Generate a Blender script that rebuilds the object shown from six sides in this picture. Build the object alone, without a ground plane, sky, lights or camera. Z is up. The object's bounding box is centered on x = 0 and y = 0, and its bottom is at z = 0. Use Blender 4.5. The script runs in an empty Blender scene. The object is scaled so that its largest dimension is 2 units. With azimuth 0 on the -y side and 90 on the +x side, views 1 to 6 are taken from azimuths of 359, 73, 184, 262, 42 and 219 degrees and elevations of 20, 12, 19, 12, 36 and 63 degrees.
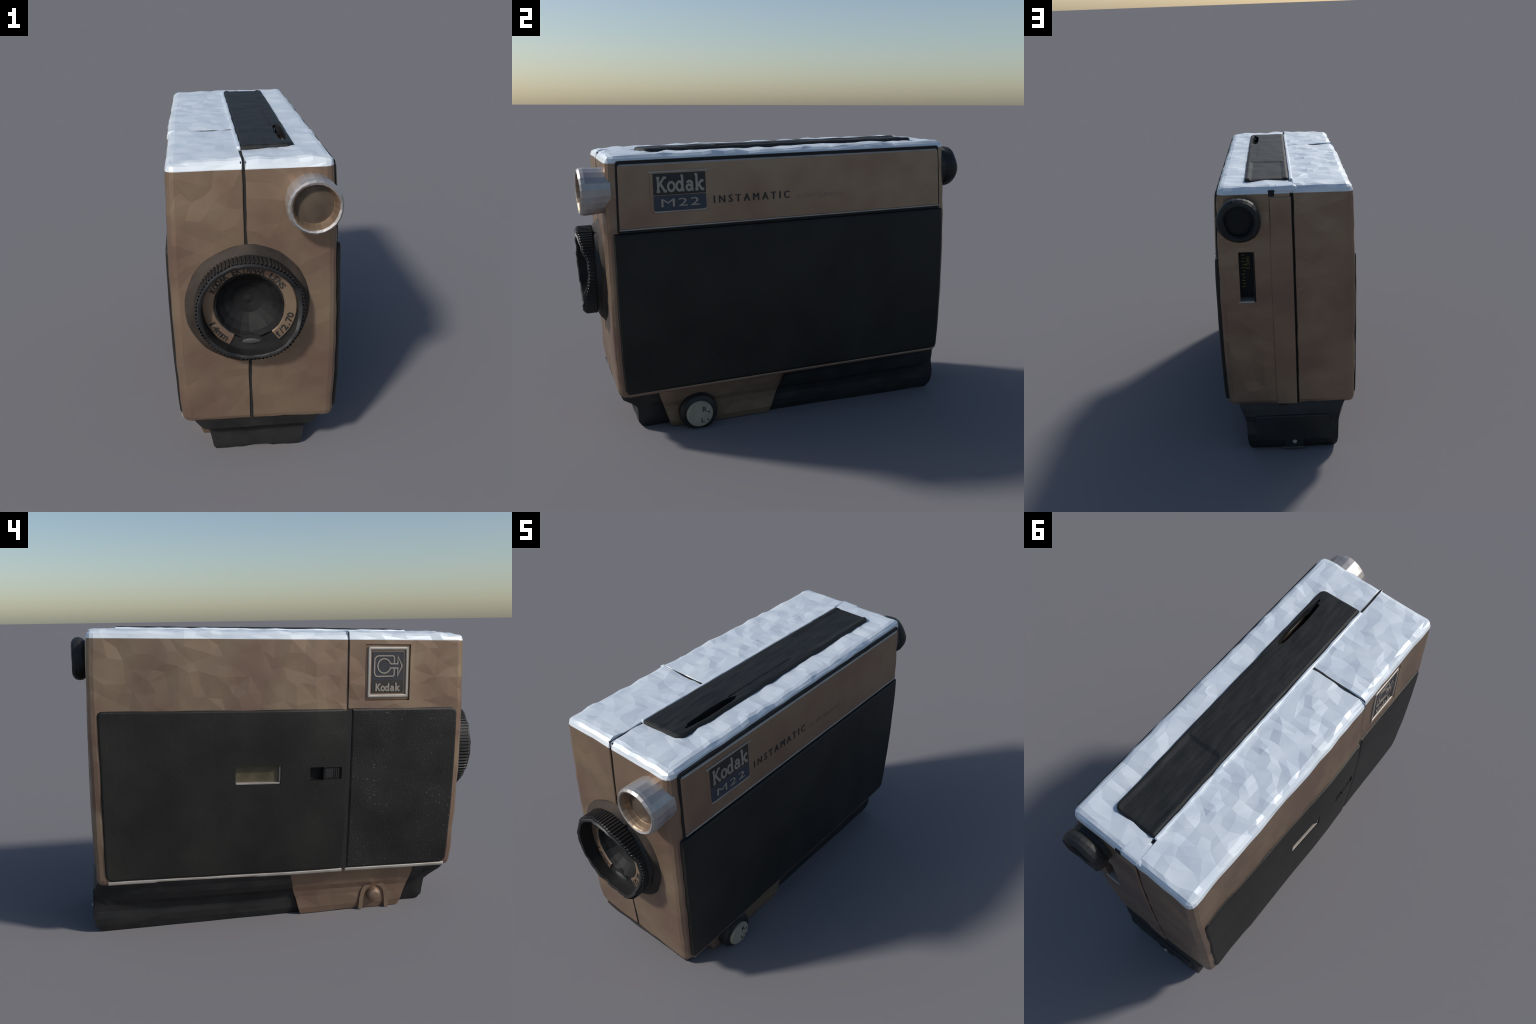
"""Vintage cartridge-film movie camera, built part by part.
All part meshes are modelled in the camera's own frame (x across, y from lens to eyepiece,
z up); the root Empty carries the slight yaw and pitch with which the camera stands."""
import bpy, bmesh, math, random
from mathutils import Vector, Matrix, noise

random.seed(7)
SC = bpy.context.scene.collection
SKEW = 0.030
YAW, PITCH = math.radians(3.75), math.radians(1.4)

# ------------------------------------------------------------------ root
root = bpy.data.objects.new("movie_camera", None)
SC.objects.link(root)
root.location = (-0.008, 0.0, 0.0)
root.rotation_euler = (PITCH, 0.0, YAW)
root["label"] = "small silver and black vintage home movie camera"
root["category"] = "movie camera"

# ------------------------------------------------------------------ materials
def new_mat(name):
    m = bpy.data.materials.new(name)
    m.use_nodes = True
    nt = m.node_tree
    return m, nt, nt.nodes["Principled BSDF"]

def add(nt, kind, **props):
    n = nt.nodes.new(kind)
    for k, v in props.items():
        setattr(n, k, v)
    return n

def surface(name, col_a, col_b, metallic=0.0, rough=0.5, rough_var=0.1, scale=6.0, detail=4.0,
            bump=0.0, bump_scale=80.0, specks=0.0, speck_col=(0.3, 0.3, 0.28), speck_scale=45.0,
            stretch=(1, 1, 1), spec=0.5, coat=0.0):
    """Two-tone mottled surface with roughness variation, fine bump and optional dust specks."""
    m, nt, b = new_mat(name)
    L = nt.links.new
    tc = add(nt, "ShaderNodeTexCoord")
    mp = add(nt, "ShaderNodeMapping")
    mp.inputs["Scale"].default_value = stretch
    L(tc.outputs["Object"], mp.inputs["Vector"])
    nz = add(nt, "ShaderNodeTexNoise")
    nz.inputs["Scale"].default_value = scale
    nz.inputs["Detail"].default_value = detail
    L(mp.outputs["Vector"], nz.inputs["Vector"])
    ramp = add(nt, "ShaderNodeValToRGB")
    ramp.color_ramp.elements[0].position = 0.35
    ramp.color_ramp.elements[1].position = 0.65
    ramp.color_ramp.elements[0].color = (*col_a, 1)
    ramp.color_ramp.elements[1].color = (*col_b, 1)
    L(nz.outputs["Fac"], ramp.inputs["Fac"])
    col = ramp.outputs["Color"]
    if specks > 0:
        vo = add(nt, "ShaderNodeTexVoronoi")
        vo.inputs["Scale"].default_value = speck_scale
        L(tc.outputs["Object"], vo.inputs["Vector"])
        n2 = add(nt, "ShaderNodeTexNoise")
        n2.inputs["Scale"].default_value = 5.0
        L(tc.outputs["Object"], n2.inputs["Vector"])
        lim = add(nt, "ShaderNodeMath", operation="MULTIPLY")
        L(n2.outputs["Fac"], lim.inputs[0])
        lim.inputs[1].default_value = 0.28
        lt = add(nt, "ShaderNodeMath", operation="LESS_THAN")
        L(vo.outputs["Distance"], lt.inputs[0])
        L(lim.outputs[0], lt.inputs[1])
        wn = add(nt, "ShaderNodeTexWhiteNoise")
        L(vo.outputs["Position"], wn.inputs["Vector"])
        pw = add(nt, "ShaderNodeMath", operation="POWER")
        L(wn.outputs["Value"], pw.inputs[0])
        pw.inputs[1].default_value = 3.0
        fm = add(nt, "ShaderNodeMath", operation="MULTIPLY")
        L(lt.outputs[0], fm.inputs[0])
        L(pw.outputs[0], fm.inputs[1])
        fs = add(nt, "ShaderNodeMath", operation="MULTIPLY")
        L(fm.outputs[0], fs.inputs[0])
        fs.inputs[1].default_value = specks
        mx = add(nt, "ShaderNodeMix", data_type="RGBA")
        L(fs.outputs[0], mx.inputs["Factor"])
        L(col, mx.inputs["A"])
        mx.inputs["B"].default_value = (*speck_col, 1)
        col = mx.outputs["Result"]
    L(col, b.inputs["Base Color"])
    b.inputs["Metallic"].default_value = metallic
    b.inputs["Specular IOR Level"].default_value = spec
    b.inputs["Coat Weight"].default_value = coat
    rr = add(nt, "ShaderNodeMapRange")
    rr.inputs["To Min"].default_value = max(0.02, rough - rough_var)
    rr.inputs["To Max"].default_value = min(1.0, rough + rough_var)
    L(nz.outputs["Fac"], rr.inputs["Value"])
    L(rr.outputs["Result"], b.inputs["Roughness"])
    if bump > 0:
        nb = add(nt, "ShaderNodeTexNoise")
        nb.inputs["Scale"].default_value = bump_scale
        nb.inputs["Detail"].default_value = 3.0
        L(tc.outputs["Object"], nb.inputs["Vector"])
        bp = add(nt, "ShaderNodeBump")
        bp.inputs["Strength"].default_value = bump
        bp.inputs["Distance"].default_value = 0.003
        L(nb.outputs["Fac"], bp.inputs["Height"])
        L(bp.outputs["Normal"], b.inputs["Normal"])
    return m

CHAMPAGNE = surface("champagne_metal", (0.232, 0.152, 0.112), (0.290, 0.210, 0.142), metallic=0.6,  # brown deepened for the scan's baked side shade; pink/olive mottle paints reflected tints
                    rough=0.40, rough_var=0.08, scale=4.0, bump=0.05, bump_scale=60, spec=0.35)
SILVER = surface("sky_lightened_metal", (0.595, 0.655, 0.715), (0.69, 0.742, 0.78), metallic=0.12,  # same body metal, whitened and blued by the sky light baked on top
                 rough=0.40, rough_var=0.08, scale=7.0, bump=0.04, bump_scale=60)
TRIM = surface("bright_trim_metal", (0.33, 0.30, 0.265), (0.42, 0.39, 0.35), metallic=0.55,
               rough=0.55, rough_var=0.06, scale=9.0)
LEATHER = surface("black_leatherette", (0.012, 0.0116, 0.0107), (0.020, 0.0192, 0.017), rough=0.5, spec=0.25,
                  scale=3.0, detail=6.0, bump=0.35, bump_scale=150, specks=0.28,
                  speck_col=(0.12, 0.12, 0.11), speck_scale=70)
GRAINED = surface("grained_black_leatherette", (0.012, 0.0115, 0.011), (0.021, 0.0195, 0.018), rough=0.5, spec=0.25,
                  scale=5.0, detail=6.0, bump=0.6, bump_scale=110, specks=1.0,
                  speck_col=(0.16, 0.155, 0.14), speck_scale=75)
BLACK = surface("black_plastic", (0.012, 0.012, 0.0125), (0.022, 0.022, 0.022), rough=0.5, spec=0.35, scale=8.0,
                bump=0.1, bump_scale=50)
GRIP = surface("black_ribbed_grip", (0.012, 0.013, 0.0135), (0.021, 0.022, 0.0225), rough=0.6, spec=0.25, scale=10.0,
               stretch=(6, 0.7, 1), bump=0.2, bump_scale=90, specks=0.12, speck_scale=80)
DEEP = surface("dark_gap", (0.006, 0.006, 0.006), (0.010, 0.010, 0.010), rough=0.8)
GLASS = surface("dark_lens", (0.009, 0.009, 0.0095), (0.016, 0.016, 0.016), rough=0.6, scale=9.0, spec=0.2)
BRONZE = surface("darkened_flange_metal", (0.022, 0.018, 0.016), (0.060, 0.044, 0.034), metallic=0.1, rough=0.7, spec=0.25, scale=7)
NAVY = surface("navy_enamel", (0.016, 0.026, 0.045), (0.020, 0.032, 0.055), rough=0.35)
INK = surface("printed_ink", (0.015, 0.013, 0.012), (0.025, 0.022, 0.02), rough=0.6)
LETTER = surface("raised_letter_metal", (0.27, 0.235, 0.195), (0.34, 0.295, 0.25), metallic=0.3, rough=0.45)
CREAM = surface("cream_plastic", (0.27, 0.245, 0.185), (0.33, 0.30, 0.235), rough=0.5, spec=0.3, scale=14)
YELLOW = surface("yellow_print", (0.20, 0.16, 0.03), (0.26, 0.21, 0.05), rough=0.6)
BROWNFLOOR = surface("olive_window_floor", (0.075, 0.062, 0.036), (0.12, 0.10, 0.06), metallic=0.2, rough=0.45, scale=12)

# ------------------------------------------------------------------ helpers
def make_obj(name, bm, mat, parent=root, smooth=False, angle=None):
    me = bpy.data.meshes.new(name)
    bm.normal_update()
    bm.to_mesh(me)
    bm.free()
    me.materials.append(mat)
    if smooth:
        for p in me.polygons:
            p.use_smooth = True
        if angle:
            me.set_sharp_from_angle(angle=math.radians(angle))
    ob = bpy.data.objects.new(name, me)
    SC.objects.link(ob)
    ob.parent = parent
    return ob

def eval_mesh(ob):
    dg = bpy.context.evaluated_depsgraph_get()
    dg.update()
    return bpy.data.meshes.new_from_object(ob.evaluated_get(dg), depsgraph=dg)

def grid_cut(bm, step, axes="xyz"):
    """Slice a mesh along regular planes so it can be bent and roughened."""
    for ax in axes:
        i = "xyz".index(ax)
        lo = min(v.co[i] for v in bm.verts)
        hi = max(v.co[i] for v in bm.verts)
        n = int((hi - lo) / step)
        nrm = Vector((0, 0, 0))
        nrm[i] = 1
        for k in range(1, n + 1):
            p = Vector((0, 0, 0))
            p[i] = lo + (hi - lo) * k / (n + 1)
            bmesh.ops.bisect_plane(bm, geom=bm.verts[:] + bm.edges[:] + bm.faces[:],
                                   plane_co=p, plane_no=nrm, dist=1e-5)

def bend(co):
    """Barrel of the body: flanks, front and back swell a little at mid height; ends lie askew."""
    u = (co.z - 0.80) / 0.58
    k = max(0.0, 1 - u * u)
    x = co.x * (1 + 0.045 * k)
    yn = (co.y - 0.035) / 0.88
    y = co.y + 0.014 * k * (1 if yn > 0 else -1) * abs(yn) ** 3
    y -= SKEW * co.x
    if co.x < 0 and co.y > -0.266:       # the door bows out beside the seam and falls in at the rear
        f = co.x / -0.33 * (0.35 + 0.65 * k)
        x -= f * (0.017 * math.exp(-((co.y + 0.04) / 0.27) ** 2) - 0.015 * math.exp(-((co.y - 0.78) / 0.16) ** 2))
    if co.x < 0 and co.y > 0.5:          # left half of the back leans in towards the bottom
        y -= 0.016 * (co.x / -0.33) * min(1.0, (co.y - 0.5) / 0.4) * min(1.0, max(0.0, (1.25 - co.z) / 0.5))
    return Vector((x, y, co.z))

def roughen(bm, amp, freq, seed=0.0):
    off = Vector((seed * 3.1, seed * 1.7, seed * 2.3))
    bm.normal_update()
    moves = [(v, v.normal * amp * noise.noise(v.co * freq + off)
              + noise.noise_vector(v.co * freq * 1.7 + off) * amp * 0.35) for v in bm.verts]
    for v, d in moves:
        v.co += d

def decimate(bm, ratio):
    """Collapse to irregular facets, as on the scanned surface."""
    me = bpy.data.meshes.new("tmp")
    bmesh.ops.triangulate(bm, faces=bm.faces[:])
    bm.to_mesh(me)
    bm.free()
    ob = bpy.data.objects.new("tmp", me)
    SC.objects.link(ob)
    md = ob.modifiers.new("d", "DECIMATE")
    md.ratio = ratio
    out = eval_mesh(ob)
    bpy.data.objects.remove(ob)
    bm2 = bmesh.new()
    bm2.from_mesh(out)
    bpy.data.meshes.remove(out)
    return bm2

def box_bm(x0, x1, y0, y1, z0, z1):
    bm = bmesh.new()
    bmesh.ops.create_cube(bm, size=1.0)
    for v in bm.verts:
        v.co = Vector((x0 if v.co.x < 0 else x1, y0 if v.co.y < 0 else y1, z0 if v.co.z < 0 else z1))
    return bm

def beveled_box(x0, x1, y0, y1, z0, z1, wide, narrow=None, narrow_sides=(), segs=3):
    """Box whose edges are rounded; edges touching a face listed in narrow_sides get the narrow width."""
    bm = box_bm(x0, x1, y0, y1, z0, z1)
    me = bpy.data.meshes.new("tmp")
    lay = bm.edges.layers.float.new("bevel_weight_edge")
    lim = {"x0": (0, x0), "x1": (0, x1), "y0": (1, y0), "y1": (1, y1), "z0": (2, z0), "z1": (2, z1)}
    for e in bm.edges:
        w = 1.0
        for s in narrow_sides:
            i, val = lim[s]
            if all(abs(v.co[i] - val) < 1e-6 for v in e.verts):
                w = (narrow or wide) / wide
        e[lay] = w
    bm.to_mesh(me)
    bm.free()
    ob = bpy.data.objects.new("tmp", me)
    SC.objects.link(ob)
    md = ob.modifiers.new("b", "BEVEL")
    md.width = wide
    md.segments = segs
    md.limit_method = "WEIGHT"
    out = eval_mesh(ob)
    bpy.data.objects.remove(ob)
    b2 = bmesh.new()
    b2.from_mesh(out)
    bpy.data.meshes.remove(out)
    return b2

def cut_mesh(bm, cutter):
    """Boolean-subtract one mesh from another."""
    obs = []
    bmesh.ops.recalc_face_normals(cutter, faces=cutter.faces[:])
    for b in (bm, cutter):
        me = bpy.data.meshes.new("tmp")
        b.to_mesh(me)
        b.free()
        ob = bpy.data.objects.new("tmp", me)
        SC.objects.link(ob)
        obs.append(ob)
    md = obs[0].modifiers.new("cut", "BOOLEAN")
    md.object = obs[1]
    md.operation = "DIFFERENCE"
    md.solver = "EXACT"
    out = eval_mesh(obs[0])
    for ob in obs:
        bpy.data.objects.remove(ob)
    b2 = bmesh.new()
    b2.from_mesh(out)
    bpy.data.meshes.remove(out)
    return b2

def cut_boxes(bm, boxes):
    for bx in boxes:
        bm = cut_mesh(bm, box_bm(*bx))
    return bm

def rounded_rect(w, h, r, seg=5):
    """Outline points of a w x h rounded rectangle centred on 0,0; r may be per corner (BL, BR, TR, TL)."""
    rs = (r,) * 4 if not isinstance(r, (tuple, list)) else r
    pts = []
    cs = [(-w / 2, -h / 2, math.pi), (w / 2, -h / 2, 1.5 * math.pi), (w / 2, h / 2, 0), (-w / 2, h / 2, 0.5 * math.pi)]
    for (cx, cy, a0), rr in zip(cs, rs):
        rr = max(rr, 1e-4)
        ox = cx + (rr if cx < 0 else -rr)
        oy = cy + (rr if cy < 0 else -rr)
        for k in range(seg + 1):
            a = a0 + k / seg * math.pi / 2
            pts.append((ox + rr * math.cos(a), oy + rr * math.sin(a)))
    return pts

def side_plate(side, y0, y1, z0, z1, x_in, x_out, corner, chamfer, step=0.04, rough=0.0015, seed=0, windows=()):
    """Plate lying on a flank (side +1 right, -1 left) with rounded corners and chamfered rim, bent with the body."""
    bm = bmesh.new()
    cy, cz = (y0 + y1) / 2, (z0 + z1) / 2
    rings = [(x_in, 0.0), (x_out - chamfer, 0.0), (x_out - chamfer * 0.3, chamfer * 0.35), (x_out, chamfer)]
    loops = []
    for x, inset in rings:
        pts = rounded_rect(y1 - y0 - 2 * inset, z1 - z0 - 2 * inset,
                           [max(c - inset, 0.001) for c in ((corner,) * 4 if not isinstance(corner, (tuple, list)) else corner)])
        loops.append([bm.verts.new((side * x, cy + a + SKEW * side * x, cz + b)) for a, b in pts])
    n = len(loops[0])
    for a, b in zip(loops, loops[1:]):
        for k in range(n):
            bm.faces.new((a[k], a[(k + 1) % n], b[(k + 1) % n], b[k]))
    bm.faces.new(loops[-1])
    bm.faces.new(loops[0][::-1])
    bmesh.ops.recalc_face_normals(bm, faces=bm.faces[:])
    if windows:
        bm = cut_boxes(bm, windows)
    grid_cut(bm, step, "yz")
    if rough:
        roughen(bm, rough, 9.0, seed)
    for v in bm.verts:
        v.co = bend(v.co)
    return bm

def revolve(cx, cz, profile, seg=48, close=True, wobble=0.0, seed=0):
    """Surface of revolution about the y axis through (cx, cz); profile is [(radius, y), ...]."""
    bm = bmesh.new()
    rings = []
    for r, y in profile:
        if r < 1e-6:
            rings.append([bm.verts.new((cx, y, cz))])
        else:
            rings.append([bm.verts.new((cx + r * math.sin(2 * math.pi * k / seg), y,
                                        cz + r * math.cos(2 * math.pi * k / seg))) for k in range(seg)])
    for a, b in zip(rings, rings[1:]):
        for k in range(seg):
            q = [a[k % len(a)], a[(k + 1) % len(a)], b[(k + 1) % len(b)], b[k % len(b)]]
            q2 = []
            for v in q:
                if v not in q2:
                    q2.append(v)
            if len(q2) > 2:
                bm.faces.new(q2)
    bmesh.ops.recalc_face_normals(bm, faces=bm.faces[:])
    if wobble:
        roughen(bm, wobble, 14.0, seed)
    return bm

def strokes_bm(lines, width, depth, dots=()):
    """Flat raised strokes in the (u, v) plane with rounded joints; w is the raised direction."""
    bm = bmesh.new()
    h = width / 2

    def prism(pts):
        a = [bm.verts.new((p[0], p[1], 0)) for p in pts]
        b = [bm.verts.new((p[0], p[1], depth)) for p in pts]
        bm.faces.new(a[::-1])
        bm.faces.new(b)
        m = len(pts)
        for k in range(m):
            bm.faces.new((a[k], a[(k + 1) % m], b[(k + 1) % m], b[k]))
    for line in lines:
        left, right = [], []
        P = [Vector(p) for p in line]
        m = len(P)
        for k in range(m):
            d0 = (P[k] - P[k - 1]).normalized() if k > 0 else (P[1] - P[0]).normalized()
            d1 = (P[k + 1] - P[k]).normalized() if k < m - 1 else d0
            t = d0 + d1
            t = t.normalized() if t.length > 1e-6 else d0
            nrm = Vector((-t.y, t.x))
            c = max(0.5, t.dot(d1))
            left.append(P[k] + nrm * h / c)
            right.append(P[k] - nrm * h / c)
        for k in range(m - 1):
            prism([right[k], right[k + 1], left[k + 1], left[k]])
    return bm

def place_side(bm, side, y, z, x):
    """Map (u, v, w) art onto a flank so that it reads correctly from outside, then bend with the body."""
    for v in bm.verts:
        u, vv, w = v.co
        xx = side * (x + w)
        v.co = bend(Vector((xx, y + side * u + SKEW * xx, z + vv)))
    bmesh.ops.recalc_face_normals(bm, faces=bm.faces[:])
    return bm

def text_bm(body, size, depth=0.002, offset=0.0, spacing=1.0, wscale=1.0, fit=None):
    cu = bpy.data.curves.new("t", "FONT")
    cu.body = body
    cu.size = size
    cu.extrude = depth / 2
    cu.offset = offset
    cu.space_character = spacing
    cu.resolution_u = 3
    ob = bpy.data.objects.new("t", cu)
    SC.objects.link(ob)
    me = eval_mesh(ob)
    bpy.data.objects.remove(ob)
    bm = bmesh.new()
    bm.from_mesh(me)
    bpy.data.meshes.remove(me)
    xs = [v.co.x for v in bm.verts]
    ys = [v.co.y for v in bm.verts]
    w, hgt = max(xs) - min(xs), max(ys) - min(ys)
    for v in bm.verts:
        v.co.x = (v.co.x - (min(xs) + max(xs)) / 2) * ((fit[0] / w) if fit else wscale)
        v.co.y = (v.co.y - (min(ys) + max(ys)) / 2) * ((fit[1] / hgt) if fit else 1)
        v.co.z += depth / 2
    return bm

def arc(cx, cy, rx, ry, a0, a1, n=14):
    return [(cx + rx * math.cos(math.radians(a0 + (a1 - a0) * k / n)),
             cy + ry * math.sin(math.radians(a0 + (a1 - a0) * k / n))) for k in range(n + 1)]

def slab_word(width, height, weight, depth):
    """The five-letter slab-serif nameplate word, drawn as strokes, centred."""
    L = []
    s = 0.13                      # half serif
    def serif(x, y):
        L.append([(x - s, y), (x + s, y)])
    # K
    L += [[(0.2, 0), (0.2, 1)], [(0.24, 0.42), (0.68, 1)], [(0.38, 0.56), (0.72, 0)]]
    serif(0.2, 0.03); serif(0.2, 0.97); serif(0.70, 0.97); serif(0.74, 0.03)
    # o
    L.append(arc(1.22, 0.33, 0.25, 0.31, 0, 360, 22))
    # d
    L.append(arc(1.86, 0.33, 0.22, 0.31, 0, 360, 22))
    L += [[(2.10, 0.0), (2.10, 1.08)], [(1.98, 1.05), (2.13, 1.05)], [(2.08, 0.03), (2.24, 0.03)]]
    # a
    L.append(arc(2.63, 0.20, 0.20, 0.19, 0, 360, 20))
    L += [[(2.86, 0.0), (2.86, 0.45)] , arc(2.66, 0.45, 0.20, 0.19, 0, 160, 10), [(2.84, 0.03), (2.98, 0.03)]]
    # k
    L += [[(3.24, 0), (3.24, 1.12)], [(3.10, 1.09), (3.26, 1.09)], [(3.28, 0.28), (3.62, 0.64)], [(3.40, 0.40), (3.66, 0.0)]]
    serif(3.24, 0.03); serif(3.66, 0.62); serif(3.70, 0.03)
    bm = strokes_bm(L, weight, depth)
    for v in bm.verts:
        v.co.x = (v.co.x / 3.83 - 0.5) * width
        v.co.y = (v.co.y / 1.12 - 0.5) * height
    return bm

# ------------------------------------------------------------------ body shells
LX, LZ = -0.027, 0.814           # lens axis
Z0, ZR, ZL = 0.235, 1.404, 1.405
XH, YF, YB = 0.328, -0.852, 0.925
SEAM_R, SEAM_L, DOOR_X1 = -0.022, -0.033, -0.038
TOP_SPLIT = 0.037               # how far the painted sky brightness reaches down over the edge

def shell(name, top_name, x0, x1, y0, y1, z1, narrow, seed, cuts=(), well=False):
    bm = beveled_box(x0, x1, y0, y1, Z0, z1, 0.034, 0.0035, narrow)
    grid_cut(bm, 0.03)
    roughen(bm, 0.0042, 11.0, seed)
    for v in bm.verts:
        if v.co.z > z1 - 0.02:
            v.co.z += 0.0085 * noise.noise(v.co * 16 + Vector((seed, 0, 0)))
    for v in bm.verts:
        v.co = bend(v.co)
    bm = decimate(bm, 0.24)
    if cuts:
        bm = cut_boxes(bm, cuts)
    if well:
        bm = cut_mesh(bm, revolve(LX, LZ + 0.004, [(0, -1.0), (0.150, -1.0), (0.150, -0.78), (0, -0.78)], 32))
    zs = z1 - TOP_SPLIT
    bmesh.ops.bisect_plane(bm, geom=bm.verts[:] + bm.edges[:] + bm.faces[:],
                           plane_co=(0, 0, zs), plane_no=(0, 0, 1), dist=1e-4)
    top = bm.copy()
    bmesh.ops.delete(bm, geom=[f for f in bm.faces if f.calc_center_median().z > zs], context="FACES")
    bmesh.ops.delete(top, geom=[f for f in top.faces if f.calc_center_median().z < zs], context="FACES")
    lower = make_obj(name, bm, CHAMPAGNE)
    make_obj(top_name, top, SILVER)
    return lower

W1 = (0.067, 0.280, 0.702, 0.789)
W2 = (-0.142, -0.073, 0.714, 0.778)
W3 = (-0.230, -0.142, 0.718, 0.775)
WIN = (0.160, 0.238, 0.824, 1.083)          # film counter opening on the back: x0, x1, z0, z1
shell("right_shell", "sky_lightened_top", SEAM_R, XH, YF, YB, ZR, ("x0",), 1,
      cuts=[(WIN[0], WIN[1], YB - 0.075, YB + 0.1, WIN[2], WIN[3]), (0.135, 0.185, -0.585, -0.26, 1.32, 1.5)], well=True)
shell("front_left_shell", "sky_lightened_top", -XH, SEAM_L, YF, -0.269, ZL, ("x1", "y1"), 2,
      cuts=[(-0.5, -0.322, -0.566, -0.342, 1.086, 1.349)], well=True)
shell("film_door", "sky_lightened_top", -XH, DOOR_X1, -0.260, YB, ZL, ("x1", "y0"), 3,
      cuts=[(-0.5, -0.300, W1[0] - 0.004, W1[1] + 0.004, W1[2] - 0.004, W1[3] + 0.004),
            (-0.5, -0.285, W3[0] - 0.004, W2[1] + 0.004, W2[2] - 0.004, W2[3] + 0.004)])
make_obj("inner_frame", (lambda b: ([setattr(v, "co", bend(v.co)) for v in b.verts], b)[1])(
    box_bm(-XH + 0.045, XH - 0.02, YF + 0.10, YB - 0.085, Z0 + 0.01, ZR - 0.085)), DEEP)

# dark fillers that close the seams a few millimetres below the surface
def seam(*dims):
    bm = box_bm(*dims)
    grid_cut(bm, 0.05)
    for v in bm.verts:
        v.co = bend(v.co)
    make_obj("seam_gap", bm, DEEP)
seam(-0.040, -0.018, YF + 0.09, YB - 0.012, Z0 + 0.006, ZR - 0.007)
seam(-0.040, -0.018, YF + 0.006, YF + 0.089, Z0 + 0.006, LZ - 0.18)
seam(-0.040, -0.018, YF + 0.006, YF + 0.089, LZ + 0.18, ZR - 0.007)
seam(-XH + 0.005, -0.030, -0.2695, -0.2595, Z0 + 0.006, ZL - 0.0025)

# hinge strip on the back, and the lip of the door's top that wraps behind the grip strip
bm = beveled_box(-0.028, 0.078, YB - 0.02, YB + 0.004, Z0 + 0.012, 1.352, 0.005, segs=2)
grid_cut(bm, 0.06)
for v in bm.verts:
    v.co = bend(v.co)
make_obj("hinge_strip", bm, CHAMPAGNE)
bm = beveled_box(-0.06, 0.060, 0.815, YB + 0.001, ZL - 0.04, ZL - 0.001, 0.018, segs=3)
grid_cut(bm, 0.03)
roughen(bm, 0.004, 10, 5)
for v in bm.verts:
    v.co = bend(v.co)
make_obj("cover_lip", bm, SILVER)
bm = beveled_box(0.050, 0.082, YB - 0.02, YB + 0.002, 1.352, 1.384, 0.004, segs=1)
for v in bm.verts:
    v.co = bend(v.co)
make_obj("latch_notch", bm, DEEP)
bm = beveled_box(0.02, 0.07, YB - 0.02, YB + 0.002, 0.236, 0.252, 0.004, segs=1)
for v in bm.verts:
    v.co = bend(v.co)
make_obj("latch_notch", bm, DEEP)

# ------------------------------------------------------------------ flanks: band, leatherette
band = make_obj("name_band", side_plate(1, -0.808, 0.872, 1.058, 1.364, 0.31, 0.3405, 0.014, 0.011, seed=11, rough=0.001), CHAMPAGNE)
make_obj("band_groove", side_plate(1, -0.813, 0.877, 1.046, 1.377, 0.31, 0.3350, 0.012, 0.003, rough=0), DEEP)
make_obj("side_covering", side_plate(1, -0.832, 0.893, 0.258, 1.046, 0.31, 0.344, (0.03, 0.03, 0.006, 0.006), 0.014, seed=12), LEATHER)

make_obj("side_covering", side_plate(-1, -0.806, -0.276, 0.262, 1.050, 0.31, 0.3375, (0.03, 0.005, 0.005, 0.03), 0.010, seed=13), GRAINED)
def wbox(w, depth):
    k = SKEW * -0.335
    return (-0.5, -0.3375 + depth, w[0] + k, w[1] + k, w[2], w[3])
make_obj("door_covering", side_plate(-1, -0.262, 0.893, 0.262, 1.050, 0.30, 0.3375, (0.005, 0.03, 0.02, 0.005), 0.010, seed=14,
                                     windows=[wbox(W1, 0.060), wbox(W2, 0.060), wbox(W3, 0.008)]), LEATHER)
make_obj("lower_rim", side_plate(-1, -0.258, 0.885, 0.243, 0.263, 0.30, 0.3330, 0.004, 0.006, rough=0), TRIM)
make_obj("lower_rim", side_plate(-1, -0.800, -0.272, 0.243, 0.263, 0.30, 0.3330, 0.004, 0.006, rough=0), TRIM)
make_obj("lower_rim", side_plate(1, -0.820, 0.880, 0.243, 0.259, 0.30, 0.3345, 0.004, 0.005, rough=0), CHAMPAGNE)
make_obj("band_glint_strip", side_plate(1, -0.802, 0.866, 1.345, 1.364, 0.31, 0.3412, 0.006, 0.011, rough=0), TRIM)  # raised strips modelled for the bluish highlights on the band's edges
make_obj("band_glint_strip", side_plate(1, -0.806, 0.870, 1.059, 1.0665, 0.31, 0.3425, 0.002, 0.003, rough=0), TRIM)
make_obj("seam_gap", side_plate(-1, -0.279, -0.257, 0.263, 1.05, 0.30, 0.3330, 0.001, 0.001, rough=0), DEEP)
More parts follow.
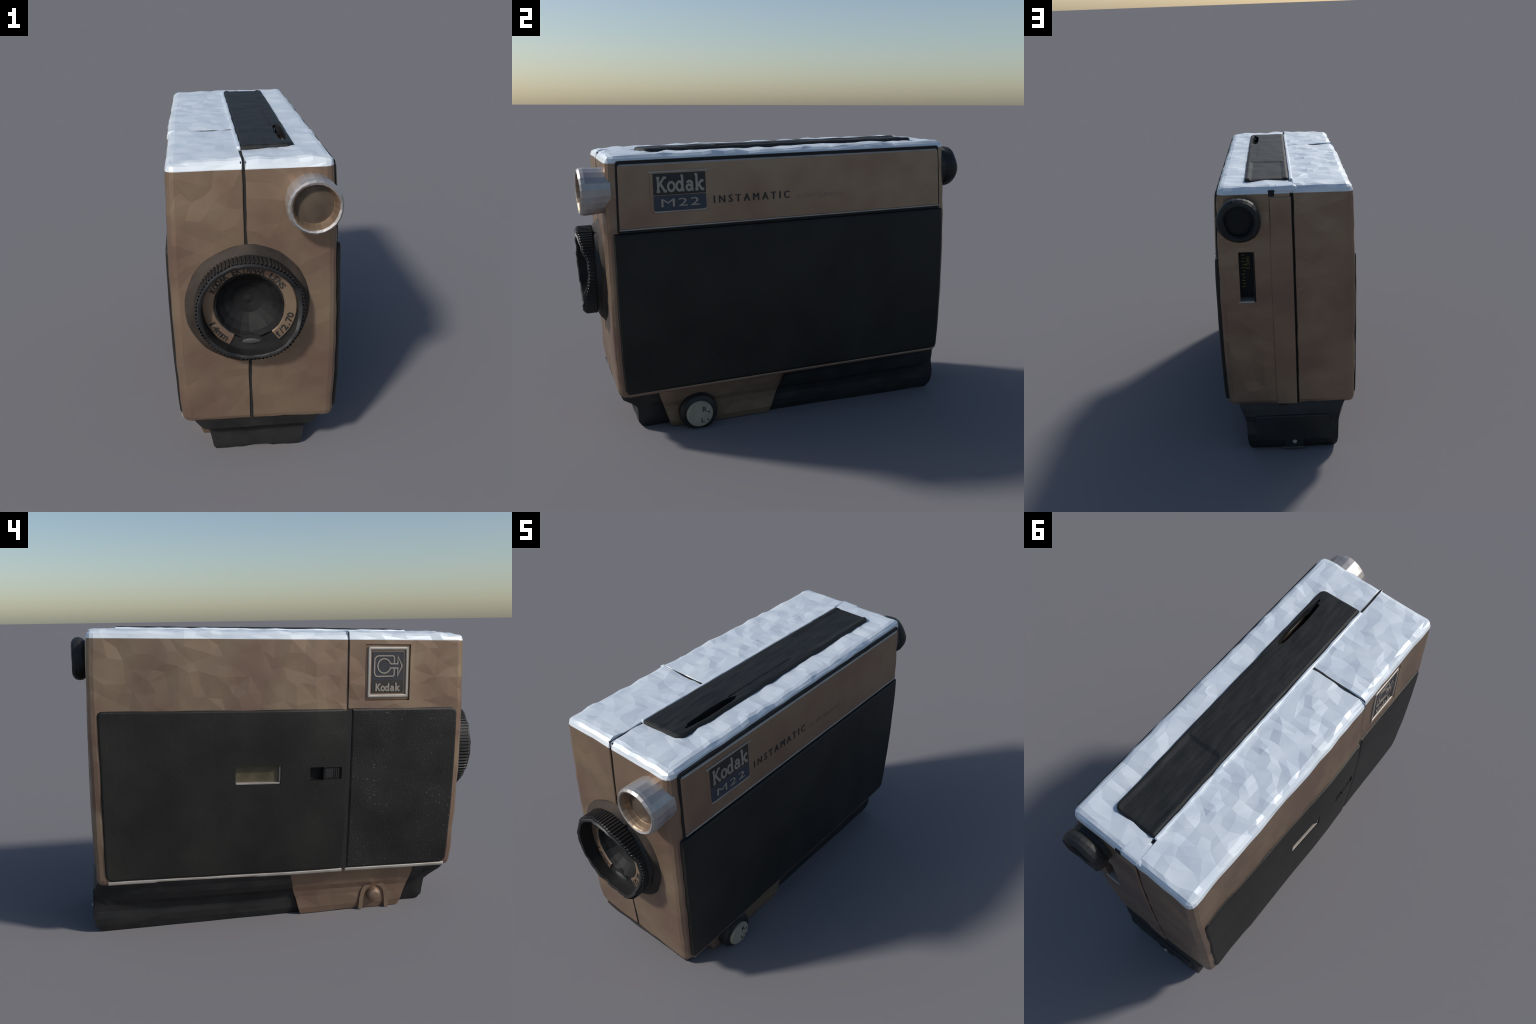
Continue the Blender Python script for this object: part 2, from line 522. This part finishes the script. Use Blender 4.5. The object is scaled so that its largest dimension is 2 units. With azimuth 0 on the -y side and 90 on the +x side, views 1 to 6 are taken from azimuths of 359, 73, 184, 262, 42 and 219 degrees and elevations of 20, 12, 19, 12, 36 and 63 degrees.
# window floors and frames in the door
make_obj("film_window", side_plate(-1, W1[0] - 0.003, W1[1] + 0.003, W1[2] - 0.003, W1[3] + 0.003, 0.285, 0.3180, 0.003, 0.001,
                                   step=0.03, rough=0.005, seed=20), BROWNFLOOR)
for (a, b, c, d) in ((W1[0] + .001, W1[1] - .001, W1[2] + .0005, W1[2] + 0.010), (W1[0] + .0005, W1[0] + 0.008, W1[2] + .011, W1[3] - .001)):
    make_obj("window_ledge", side_plate(-1, a, b, c, d, 0.31, 0.3330, 0.002, 0.002, rough=0), TRIM)
make_obj("latch_hole", side_plate(-1, W2[0] - .003, W2[1] + .003, W2[2] - .003, W2[3] + .003, 0.270, 0.3000, 0.004, 0.001, rough=0), DEEP)
make_obj("latch_slider", side_plate(-1, W3[0] + 0.012, W3[1] - 0.006, W3[2] + .003, W3[3] - .003, 0.31, 0.3325, 0.003, 0.003, rough=0), BLACK)
for k in range(3):
    y = W3[0] + 0.014 + k * 0.009
    make_obj("slider_rib", side_plate(-1, y, y + 0.005, W3[2] + .005, W3[3] - .005, 0.32, 0.3350, 0.001, 0.001, rough=0), BLACK,
             parent=bpy.data.objects["latch_slider"])

# ------------------------------------------------------------------ right nameplate and lettering
plate = make_obj("name_plate", side_plate(1, -0.664, -0.388, 1.130, 1.322, 0.33, 0.3430, (0.018, 0.018, 0.003, 0.003), 0.003, rough=0), CHAMPAGNE)
make_obj("plate_rim", side_plate(1, -0.668, -0.384, 1.317, 1.324, 0.33, 0.3460, 0.002, 0.002, rough=0), TRIM, parent=plate)
make_obj("plate_rim", side_plate(1, -0.646, -0.402, 1.132, 1.139, 0.33, 0.3455, 0.002, 0.002, rough=0), TRIM, parent=plate)
make_obj("plate_field", side_plate(1, -0.648, -0.400, 1.213, 1.312, 0.33, 0.3445, 0.003, 0.001, rough=0), INK, parent=plate)
make_obj("plate_field", side_plate(1, -0.648, -0.400, 1.139, 1.210, 0.33, 0.3445, (0.014, 0.014, 0.001, 0.001), 0.001, rough=0), NAVY, parent=plate)
make_obj("lettering", place_side(slab_word(0.228, 0.074, 0.18, 0.002), 1, -0.523, 1.2655, 0.3445), LETTER, parent=plate)
make_obj("lettering", place_side(text_bm("M22", 0.05, 0.002, offset=0.0, spacing=1.15, fit=(0.180, 0.037)), 1, -0.524, 1.1765, 0.3445), LETTER, parent=plate)
for dx, dep in ((-0.0017, 0.0010), (0.0, 0.0014), (0.0017, 0.0012)):   # bold print: three slightly shifted layers
    make_obj("lettering", place_side(text_bm("INSTAMATIC", 0.05, dep, spacing=1.6, fit=(0.385, 0.036)), 1, -0.170 + dx, 1.1765, 0.3405), INK)
FAINT = surface("faded_print", (0.22, 0.155, 0.115), (0.28, 0.20, 0.15), metallic=0.7, rough=0.55)
make_obj("lettering", place_side(text_bm("MOVIE CAMERA", 0.03, 0.0010, spacing=1.3, fit=(0.262, 0.020)), 1, 0.187, 1.164, 0.3405), FAINT)

# ------------------------------------------------------------------ left badge
badge = make_obj("badge", side_plate(-1, -0.5645, -0.3435, 1.088, 1.347, 0.30, 0.3215, 0.002, 0.003, rough=0), CHAMPAGNE)
RW = 0.013
for (a, b, c, d) in ((-0.555, -0.353, 1.322, 1.337), (-0.555, -0.353, 1.099, 1.114), (-0.555, -0.541, 1.099, 1.337), (-0.367, -0.353, 1.099, 1.337)):
    make_obj("badge_rim", side_plate(-1, a, b, c, d, 0.31, 0.3290, 0.002, 0.004, rough=0), TRIM, parent=badge)
make_obj("badge_field", side_plate(-1, -0.533, -0.375, 1.1785, 1.314, 0.31, 0.3245, 0.002, 0.001, rough=0),
         surface("dark_enamel", (0.028, 0.028, 0.036), (0.036, 0.036, 0.045), rough=0.4), parent=badge)
make_obj("badge_field", side_plate(-1, -0.533, -0.375, 1.122, 1.1775, 0.31, 0.3243, 0.002, 0.001, rough=0), INK, parent=badge)
make_obj("lettering", place_side(slab_word(0.124, 0.036, 0.22, 0.002), -1, -0.452, 1.149, 0.3243), LETTER, parent=badge)
# emblem: keyhole arrow inside an open rounded square, drawn in plate units
def em(x, y):
    return ((x - 808) * 0.000302, (680 - y) * 0.000281)
square = [(905, 648)] + [(905, 545), (898, 522), (880, 512), (650, 512), (612, 525), (590, 550), (582, 585), (580, 790),
          (588, 820), (606, 845), (635, 855), (875, 850), (898, 842), (905, 820)] + [(905, 714)]
ring = [(740 + 106 * math.cos(math.radians(a)), 680 - 120 * math.sin(math.radians(a))) for a in range(18, 343, 12)]
arrow = [(965, 645), (963, 515), (1035, 680), (963, 845), (965, 715)]
lines = [[em(*p) for p in square], [em(*p) for p in [(970, 645), (850, 645)] + ring + [(850, 715), (970, 715)]], [em(*p) for p in arrow]]
make_obj("emblem", place_side(strokes_bm(lines, 0.0062, 0.002), -1, -0.4545, 1.2475, 0.3245), LETTER, parent=badge)

# ------------------------------------------------------------------ grip strip on top
TOPZ = 1.418
bm = bmesh.new()
loops = []
for z, inset in ((1.38, 0.0), (TOPZ - 0.012, 0.0), (TOPZ - 0.004, 0.004), (TOPZ, 0.013)):
    pts = rounded_rect(0.221 - 2 * inset, 1.466 - 2 * inset, [max(c - inset, 0.002) for c in (0.008, 0.034, 0.034, 0.014)])
    loops.append([bm.verts.new((0.0865 + a, 0.070 + b, z)) for a, b in pts])
n = len(loops[0])
for a, b in zip(loops, loops[1:]):
    for i in range(n):
        bm.faces.new((a[i], a[(i + 1) % n], b[(i + 1) % n], b[i]))
bm.faces.new(loops[-1])
bm.faces.new(loops[0][::-1])
bmesh.ops.recalc_face_normals(bm, faces=bm.faces[:])
grid_cut(bm, 0.02)
roughen(bm, 0.0028, 12, 31)
pit = bmesh.new()
bmesh.ops.create_icosphere(pit, subdivisions=3, radius=1.0)
for v in pit.verts:
    d = 1 + 0.22 * noise.noise(v.co * 2.2 + Vector((4, 1, 7)))
    v.co = Vector((0.160 + v.co.x * 0.021 * d, -0.425 + v.co.y * 0.170 * d, 1.415 + v.co.z * 0.110))
bm = cut_mesh(bm, pit)
for v in bm.verts:
    if v.co.y > 0.36 and 0.0 < v.co.x < 0.165 and v.co.z > TOPZ - 0.006:
        v.co.z -= 0.005
    v.co.y += SKEW * v.co.x
    v.co = bend(v.co)
grip = make_obj("grip_strip", bm, GRIP)
def small_box(name, mat, parent, *dims, bev=0.002, segs=1):
    bm = beveled_box(*dims, bev, segs=segs)
    for v in bm.verts:
        v.co.y += SKEW * v.co.x
        v.co = bend(v.co)
    return make_obj(name, bm, mat, parent)
small_box("grip_groove", DEEP, grip, 0.136, 0.139, -0.29, 0.17, 1.40, TOPZ + 0.0026, bev=0.0008)
small_box("slot_bottom", DEEP, grip, 0.110, 0.200, -0.64, -0.19, 1.31, 1.330)
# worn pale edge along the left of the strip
bm = beveled_box(-0.040, -0.024, -0.66, 0.80, 1.385, 1.414, 0.005, segs=2)
grid_cut(bm, 0.03, "y")
roughen(bm, 0.004, 16, 33)
for v in bm.verts:
    v.co = bend(v.co)
make_obj("strip_edge", bm, SILVER)

# ------------------------------------------------------------------ lens
FACE = -0.866
RIMY, CUPY = -0.982, -0.912
TILT = 0.095
def tilt(bm):
    """Lens parts lie parallel to the slightly turned front of the barrel."""
    for v in bm.verts:
        v.co.y -= TILT * (v.co.x - LX)
    return bm
def worn_rim(bm):
    """The rim of the barrel is uneven: it dips at the right and falls back at the bottom."""
    for v in bm.verts:
        a = math.degrees(math.atan2(v.co.x - LX, v.co.z - LZ))
        w = min(1.0, max(0.0, (-0.905 - v.co.y) / 0.075))
        d = 0.052 * math.exp(-((a - 80) / 36) ** 2) + 0.022 * math.exp(-((abs(a) - 180) / 45) ** 2) + 0.010 * noise.noise(Vector((a / 12, 3, 1)))
        v.co.y += w * d - TILT * (v.co.x - LX)
    return bm
lens = make_obj("lens_barrel", worn_rim(revolve(LX, LZ, [(0.140, FACE + 0.03), (0.222, FACE + 0.02), (0.220, FACE - 0.018), (0.214, FACE - 0.026), (0.213, RIMY + 0.006), (0.208, RIMY), (0.202, RIMY + 0.001), (0.196, RIMY + 0.006), (0.193, CUPY + 0.006), (0.146, CUPY + 0.008), (0.140, FACE + 0.03)], 64, wobble=0.003, seed=41)), BLACK, smooth=True, angle=35)
make_obj("lens_flange", revolve(LX, LZ - 0.008, [(0.216, FACE + 0.04), (0.262, FACE + 0.02), (0.260, FACE - 0.001), (0.250, FACE - 0.009), (0.238, FACE - 0.020), (0.212, FACE - 0.026)], 48,
                                 wobble=0.004, seed=42), BRONZE, lens, smooth=True, angle=40)
# knurled focus ring: ridges on a short cylinder
bm = bmesh.new()
NR = 84
rings = []
for y, dr in ((-0.895, -0.004), (-0.899, 0.0), (-0.966, 0.0), (-0.972, -0.004)):
    ring_v = []
    for i in range(NR * 4):
        a = 2 * math.pi * i / (NR * 4)
        r = 0.2165 + (0.0055 if i % 4 in (0, 1) else 0.0) + dr
        ring_v.append(bm.verts.new((LX + r * math.sin(a), y, LZ + r * math.cos(a))))
    rings.append(ring_v)
n = NR * 4
for a, b in zip(rings, rings[1:]):
    for i in range(n):
        bm.faces.new((a[i], a[(i + 1) % n], b[(i + 1) % n], b[i]))
bmesh.ops.recalc_face_normals(bm, faces=bm.faces[:])
make_obj("focus_ring", worn_rim(bm), BLACK, lens)
# name ring: open annulus, gap at the bottom
def ang_pt(r, a, y):
    return Vector((LX + r * math.sin(math.radians(a)), y, LZ + 0.004 + r * math.cos(math.radians(a))))
bm = bmesh.new()
A0, A1, N = -153, 142, 60
sec = [(0.192, CUPY + 0.012), (0.192, CUPY + 0.004), (0.188, CUPY), (0.147, CUPY), (0.141, CUPY + 0.006), (0.141, CUPY + 0.020)]
rows = []
for i in range(N + 1):
    a = A0 + (A1 - A0) * i / N
    rows.append([bm.verts.new(ang_pt(r, a, y)) for r, y in sec])
for a, b in zip(rows, rows[1:]):
    for j in range(len(sec) - 1):
        bm.faces.new((a[j], b[j], b[j + 1], a[j + 1]))
bm.faces.new(rows[0])
bm.faces.new(rows[-1][::-1])
bmesh.ops.recalc_face_normals(bm, faces=bm.faces[:])
name_ring = make_obj("name_ring", tilt(bm), CHAMPAGNE, lens)

def ring_text(word, a_start, a_end, radius, height, inward=False, width=None):
    step = (a_end - a_start) / max(1, len(word) - 1)
    for i, ch in enumerate(word):
        if ch == " ":
            continue
        a = math.radians(a_start + step * i)
        w = {"I": 0.3, "/": 0.5, ".": 0.25, "1": 0.30, "m": 1.1, "f": 0.55}.get(ch, 0.78) * height
        hh = height * (0.25 if ch == "." else 0.75 if ch == "m" else 1.0)
        b = text_bm(ch, 0.03, 0.0012, offset=0.0009, fit=(width or w, hh))
        if ch in ".m":
            for v in b.verts:
                v.co.y -= (height - hh) / 2
        rad = Vector((math.sin(a), 0, math.cos(a)))
        tan = Vector((math.cos(a), 0, -math.sin(a)))
        up, right = (rad, tan) if not inward else (-rad, -tan)
        c = Vector((LX, CUPY, LZ + 0.004)) + rad * radius
        for v in b.verts:
            v.co = c + right * v.co.x + up * v.co.y + Vector((0, -v.co.z, 0))
        bmesh.ops.recalc_face_normals(b, faces=b.faces[:])
        make_obj("ring_letter", tilt(b), INK, name_ring)
ring_text("KODAK EKTANAR LENS", -63, 57, 0.160, 0.0255)
ring_text("14mm", -116, -142, 0.169, 0.028, inward=True)
ring_text("f/2.70", 138, 104, 0.169, 0.028, inward=True)
# glass well, faceted dark funnel and rear element
make_obj("lens_well", tilt(revolve(LX, LZ + 0.004, [(0.148, CUPY + 0.012), (0.141, CUPY + 0.003), (0.136, CUPY + 0.004), (0.124, CUPY + 0.026), (0.100, CUPY + 0.052), (0.060, CUPY + 0.070), (0.02, CUPY + 0.076), (0.0, CUPY + 0.073)], 20,
                              wobble=0.005, seed=43)), GLASS, lens)
# crescent finger notch at the bottom of the ring
bm = bmesh.new()
up_, lo_ = [], []
for i in range(13):
    t = i / 12 * 2 - 1
    up_.append(bm.verts.new((LX + 0.004 + 0.053 * t, CUPY + 0.002, LZ - 0.138 + 0.024 * (1 - t * t) * 0.9 - 0.006)))
    lo_.append(bm.verts.new((LX + 0.004 + 0.053 * t * 0.97, CUPY + 0.002, LZ - 0.144 + 0.004 * (1 - t * t) - 0.004)))
for i in range(12):
    bm.faces.new((up_[i], up_[i + 1], lo_[i + 1], lo_[i]))
geo = bmesh.ops.extrude_face_region(bm, geom=bm.faces[:])
for v in [g for g in geo["geom"] if isinstance(g, bmesh.types.BMVert)]:
    v.co.y += 0.02
bmesh.ops.recalc_face_normals(bm, faces=bm.faces[:])
make_obj("finger_notch", tilt(bm), DEEP, lens)
bm = bmesh.new()
bmesh.ops.create_icosphere(bm, subdivisions=2, radius=1.0)
for v in bm.verts:
    v.co = Vector((LX + 0.006 + v.co.x * 0.042, CUPY + 0.004 + v.co.y * 0.008, LZ - 0.153 + v.co.z * 0.014))
make_obj("focus_tab", bm, surface("grey_rubber", (0.035, 0.037, 0.035), (0.05, 0.052, 0.048), rough=0.6), lens)
# index notch across the focus ring
a = math.radians(22)
bm = beveled_box(-0.003, 0.003, -0.975, -0.895, -0.012, 0.0028, 0.001, segs=1)
for v in bm.verts:
    r = 0.222 + v.co.z
    aa = a + v.co.x / 0.22
    v.co = Vector((LX + r * math.sin(aa), v.co.y, LZ + r * math.cos(aa)))
make_obj("index_mark", bm, DEEP, lens)

# ------------------------------------------------------------------ viewfinder tube and eyepiece
VX, VZ = 0.234, 1.238
tube = revolve(VX, VZ, [(0.0, -0.84), (0.106, -0.84), (0.106, -0.88), (0.109, -0.92), (0.111, -0.952), (0.108, -0.968), (0.100, -0.977), (0.091, -0.973)],
               22, wobble=0.003, seed=51)
bmesh.ops.triangulate(tube, faces=tube.faces[:])
vf = make_obj("viewfinder_tube", tube, surface("satin_tube_metal", (0.36, 0.335, 0.32), (0.47, 0.445, 0.43), metallic=0.65, rough=0.42, scale=10))  # tone averaged from the tube's baked sky-bright top and dark brown underside
make_obj("viewfinder_throat", revolve(VX, VZ, [(0.093, -0.974), (0.089, -0.969), (0.083, -0.956), (0.078, -0.938), (0.074, -0.930)], 22, wobble=0.002, seed=53), CHAMPAGNE, vf)
make_obj("viewfinder_window", revolve(VX, VZ, [(0.0775, -0.9335), (0.05, -0.936), (0.0, -0.937)], 22),
         surface("smoky_brown_window", (0.075, 0.055, 0.042), (0.115, 0.088, 0.064), metallic=0.2, rough=0.35, scale=14), vf)

EX, EZ = 0.224, 1.254
eye = make_obj("eyepiece", revolve(EX, EZ, [(0.0, 0.88), (0.104, 0.88), (0.096, 0.93), (0.094, 0.945), (0.103, 0.958), (0.107, 0.974), (0.105, 0.994),
                                        (0.096, 1.008), (0.080, 1.011), (0.070, 1.000), (0.066, 0.984)], 26, wobble=0.007, seed=52), BLACK)
make_obj("eyepiece_lens", revolve(EX, EZ, [(0.068, 0.981), (0.05, 0.984), (0.0, 0.986)], 24), GLASS, eye)

# ------------------------------------------------------------------ film counter on the back
FY = YB + 0.014
def back_box(name, mat, parent, x0, x1, y0, y1, z0, z1, bev=0.002):
    bm = beveled_box(x0, x1, y0, y1, z0, z1, bev, segs=1)
    for v in bm.verts:
        v.co = bend(v.co)
    return make_obj(name, bm, mat, parent)
counter = back_box("film_counter", DEEP, root, WIN[0] - 0.005, WIN[1] + 0.005, YB - 0.072, YB - 0.055, WIN[2] - 0.005, WIN[3] + 0.005)
back_box("counter_ledge", TRIM, counter, WIN[0] + .001, WIN[1] - .001, YB - 0.056, YB + 0.006, WIN[2] - 0.002, WIN[2] + 0.007)
for i in range(11):
    z = 0.885 + i * 0.0165
    back_box("counter_tick", YELLOW, counter, 0.203, 0.203 + (0.016 if i % 2 == 0 else 0.010), YB - 0.06, YB - 0.0535, z, z + 0.004, bev=0.0005)
bm = text_bm("15m", 0.03, 0.001, fit=(0.060, 0.022))
for v in bm.verts:            # reads upwards along z
    v.co = bend(Vector((0.190 + v.co.y, YB - 0.055 + v.co.z, 1.012 + v.co.x)))
bmesh.ops.recalc_face_normals(bm, faces=bm.faces[:])
make_obj("lettering", bm, YELLOW, counter)

for (a, b, c, d) in ((WIN[0] - 0.004, WIN[0] + 0.0015, WIN[2], WIN[3]), (WIN[1] - 0.0015, WIN[1] + 0.004, WIN[2], WIN[3]), (WIN[0], WIN[1], WIN[3] - 0.0015, WIN[3] + 0.004)):
    back_box("counter_wall", BLACK, counter, a, b, YB - 0.056, YB - 0.006, c, d, bev=0.0005)

# ------------------------------------------------------------------ base
def ground(y):
    """local height of the ground below a point, the camera being pitched."""
    return -math.tan(PITCH) * y

def base_block(name, mat, front, back, width, seed, ratio=0.3, dip=0.0, amp=0.004, flare=0.064, skew=0.0):
    """front/back: functions of height fraction t (0 ground, 1 body) giving y; width: function giving half width."""
    bm = box_bm(-1, 1, 0, 1, 0, 1)
    me_step = 0.06
    for ax, cnt in ((0, 16), (1, 20), (2, 8)):
        nrm = Vector((0, 0, 0)); nrm[ax] = 1
        lo, hi = (-1, 1) if ax == 0 else (0, 1)
        for k in range(1, cnt):
            p = Vector((0, 0, 0)); p[ax] = lo + (hi - lo) * k / cnt
            bmesh.ops.bisect_plane(bm, geom=bm.verts[:] + bm.edges[:] + bm.faces[:], plane_co=p, plane_no=nrm, dist=1e-5)
    for v in bm.verts:
        s, u, t = v.co
        y = front(t) + (back(t) - front(t)) * u - skew * s * (1 - u)
        yc = (y - 0.09) / 0.83
        fl = (flare if s < 0 else 0.9 * flare) * max(0.0, 1 - yc ** 6)
        x = s * (width(t) + fl * min(1.0, max(0.0, (t - 0.47) / 0.2)))
        zb = ground(y) + 0.001
        z = zb + (0.250 - zb) * t
        if t < 0.01 and abs(s) < 0.35:
            z += dip * (1 - (s / 0.35) ** 2)
        v.co = Vector((x, y, z))
    tag = [(v, v.co.z) for v in bm.verts]
    roughen(bm, amp, 12, seed)
    for v in bm.verts:
        v.co.z = max(v.co.z, ground(v.co.y) + 0.0005)
    bm = decimate(bm, ratio)
    return make_obj(name, bm, mat)

def lerp(tab):
    def f(t):
        for (a, va), (b, vb) in zip(tab, tab[1:]):
            if t <= b:
                return va + (vb - va) * (t - a) / (b - a)
        return tab[-1][1]
    return f
rear_w = lerp([(0, 0.220), (0.08, 0.230), (0.2, 0.238), (0.6, 0.240), (0.75, 0.247), (0.88, 0.256), (1, 0.275)])
mid_w = lerp([(0, 0.246), (0.1, 0.254), (0.6, 0.257), (0.8, 0.262), (1, 0.275)])
front_w = lerp([(0, 0.190), (0.15, 0.203), (0.5, 0.216), (0.75, 0.235), (1, 0.275)])
split_b = lambda t: -0.075 + 0.082 * t
split_f = lambda t: -0.598 - 0.075 * t
base_block("rear_foot", BLACK, split_b, lerp([(0, 0.908), (0.1, 0.930), (0.3, 0.942), (0.6, 0.928), (0.8, 0.935), (1, 0.915)]), rear_w, 61, dip=0.006)
base_block("battery_base", CHAMPAGNE, split_f, split_b, mid_w, 62, dip=0.004, flare=0.026)
base_block("front_foot", BLACK, lerp([(0, -0.735), (0.12, -0.753), (0.5, -0.758), (0.60, -0.775), (0.70, -0.825), (1, -0.850)]), split_f, front_w, 63, dip=0.016, skew=0.004)

# dial on the right of the base
def turn_to_x(bm, x, y, z, side=1):
    """take a y-axis revolve centred on 0,0 and turn its axis to +/-x."""
    for v in bm.verts:
        a, b, c = v.co
        v.co = Vector((x - side * b, y + side * a, z + c))
    bmesh.ops.recalc_face_normals(bm, faces=bm.faces[:])
    return bm
DX, DY, DZ = -0.006, -0.465, 0.094
dial = make_obj("selector_dial", turn_to_x(revolve(0, 0, [(0.0, -0.20), (0.098, -0.20), (0.100, -0.262), (0.098, -0.296), (0.088, -0.312), (0.07, -0.318), (0.0, -0.318)], 30, wobble=0.003, seed=71),
                                           DX, DY, DZ), BLACK)
for v in dial.data.vertices:
    v.co.z = max(v.co.z, ground(v.co.y) + 0.001)
make_obj("dial_cap", turn_to_x(revolve(0, 0, [(0.0, -0.30), (0.068, -0.30), (0.068, -0.326), (0.062, -0.333), (0.0, -0.335)], 30), DX, DY - 0.004, DZ - 0.002), CREAM, dial, smooth=True, angle=35)
def dial_mark(bm, y, z):
    for v in bm.verts:
        a, b, c = v.co
        v.co = Vector((0.3285 + c, y + a, z + b))
    bmesh.ops.recalc_face_normals(bm, faces=bm.faces[:])
    return make_obj("dial_mark", bm, INK, dial)
dial_mark(text_bm("R", 0.03, 0.0012, fit=(0.022, 0.026)), -0.446, 0.117)
dial_mark(text_bm("L", 0.03, 0.0012, fit=(0.018, 0.022)), -0.456, 0.060)
for y, z in ((-0.424, 0.100), (-0.430, 0.060)):
    b = bmesh.new()
    bmesh.ops.create_icosphere(b, subdivisions=1, radius=0.0045)
    dial_mark(b, y, z)

# button in an arched recess on the left of the base
arch = []
bm = bmesh.new()
BY, BZ = -0.460, 0.085
pts = [(BY + 0.070, 0.012), (BY + 0.066, 0.07)] + [(BY + 0.062 * math.cos(math.radians(a)), BZ + 0.062 * math.sin(math.radians(a))) for a in range(15, 166, 15)] + [(BY - 0.066, 0.07), (BY - 0.070, 0.012)]
strip = strokes_bm([pts], 0.022, 0.006)
for v in strip.verts:
    a, b, c = v.co
    v.co = Vector((-0.258 - c, a, b))
bmesh.ops.recalc_face_normals(strip, faces=strip.faces[:])
make_obj("button_surround", strip, CHAMPAGNE)
make_obj("release_button", turn_to_x(revolve(0, 0, [(0.0, -0.22), (0.040, -0.22), (0.037, -0.268), (0.030, -0.280), (0.016, -0.286), (0.0, -0.287)], 18, wobble=0.003, seed=81),
                                     0.0, BY, BZ + 0.002, side=-1), CHAMPAGNE)

# details on the rear of the foot
def rear_box(name, mat, x0, x1, y0, y1, z0, z1, bev=0.004):
    return make_obj(name, beveled_box(x0, x1, y0, y1, z0, z1, bev, segs=2), mat)
rear_box("foot_panel", BLACK, -0.195, 0.195, 0.90, 0.942, 0.035, 0.185, 0.008)
rear_box("foot_socket", DEEP, -0.055, 0.045, 0.91, 0.9435, 0.00, 0.07, 0.004)
b = revolve(-0.008, 0.030, [(0.0, 0.92), (0.013, 0.92), (0.012, 0.947), (0.006, 0.951), (0.0, 0.952)], 14)
make_obj("contact_pin", b, TRIM, smooth=True)
rear_box("foot_tab", surface("scuffed_grey", (0.05, 0.055, 0.05), (0.09, 0.09, 0.085), rough=0.5), -0.065, 0.06, 0.905, 0.935, -0.018, -0.006, 0.003)
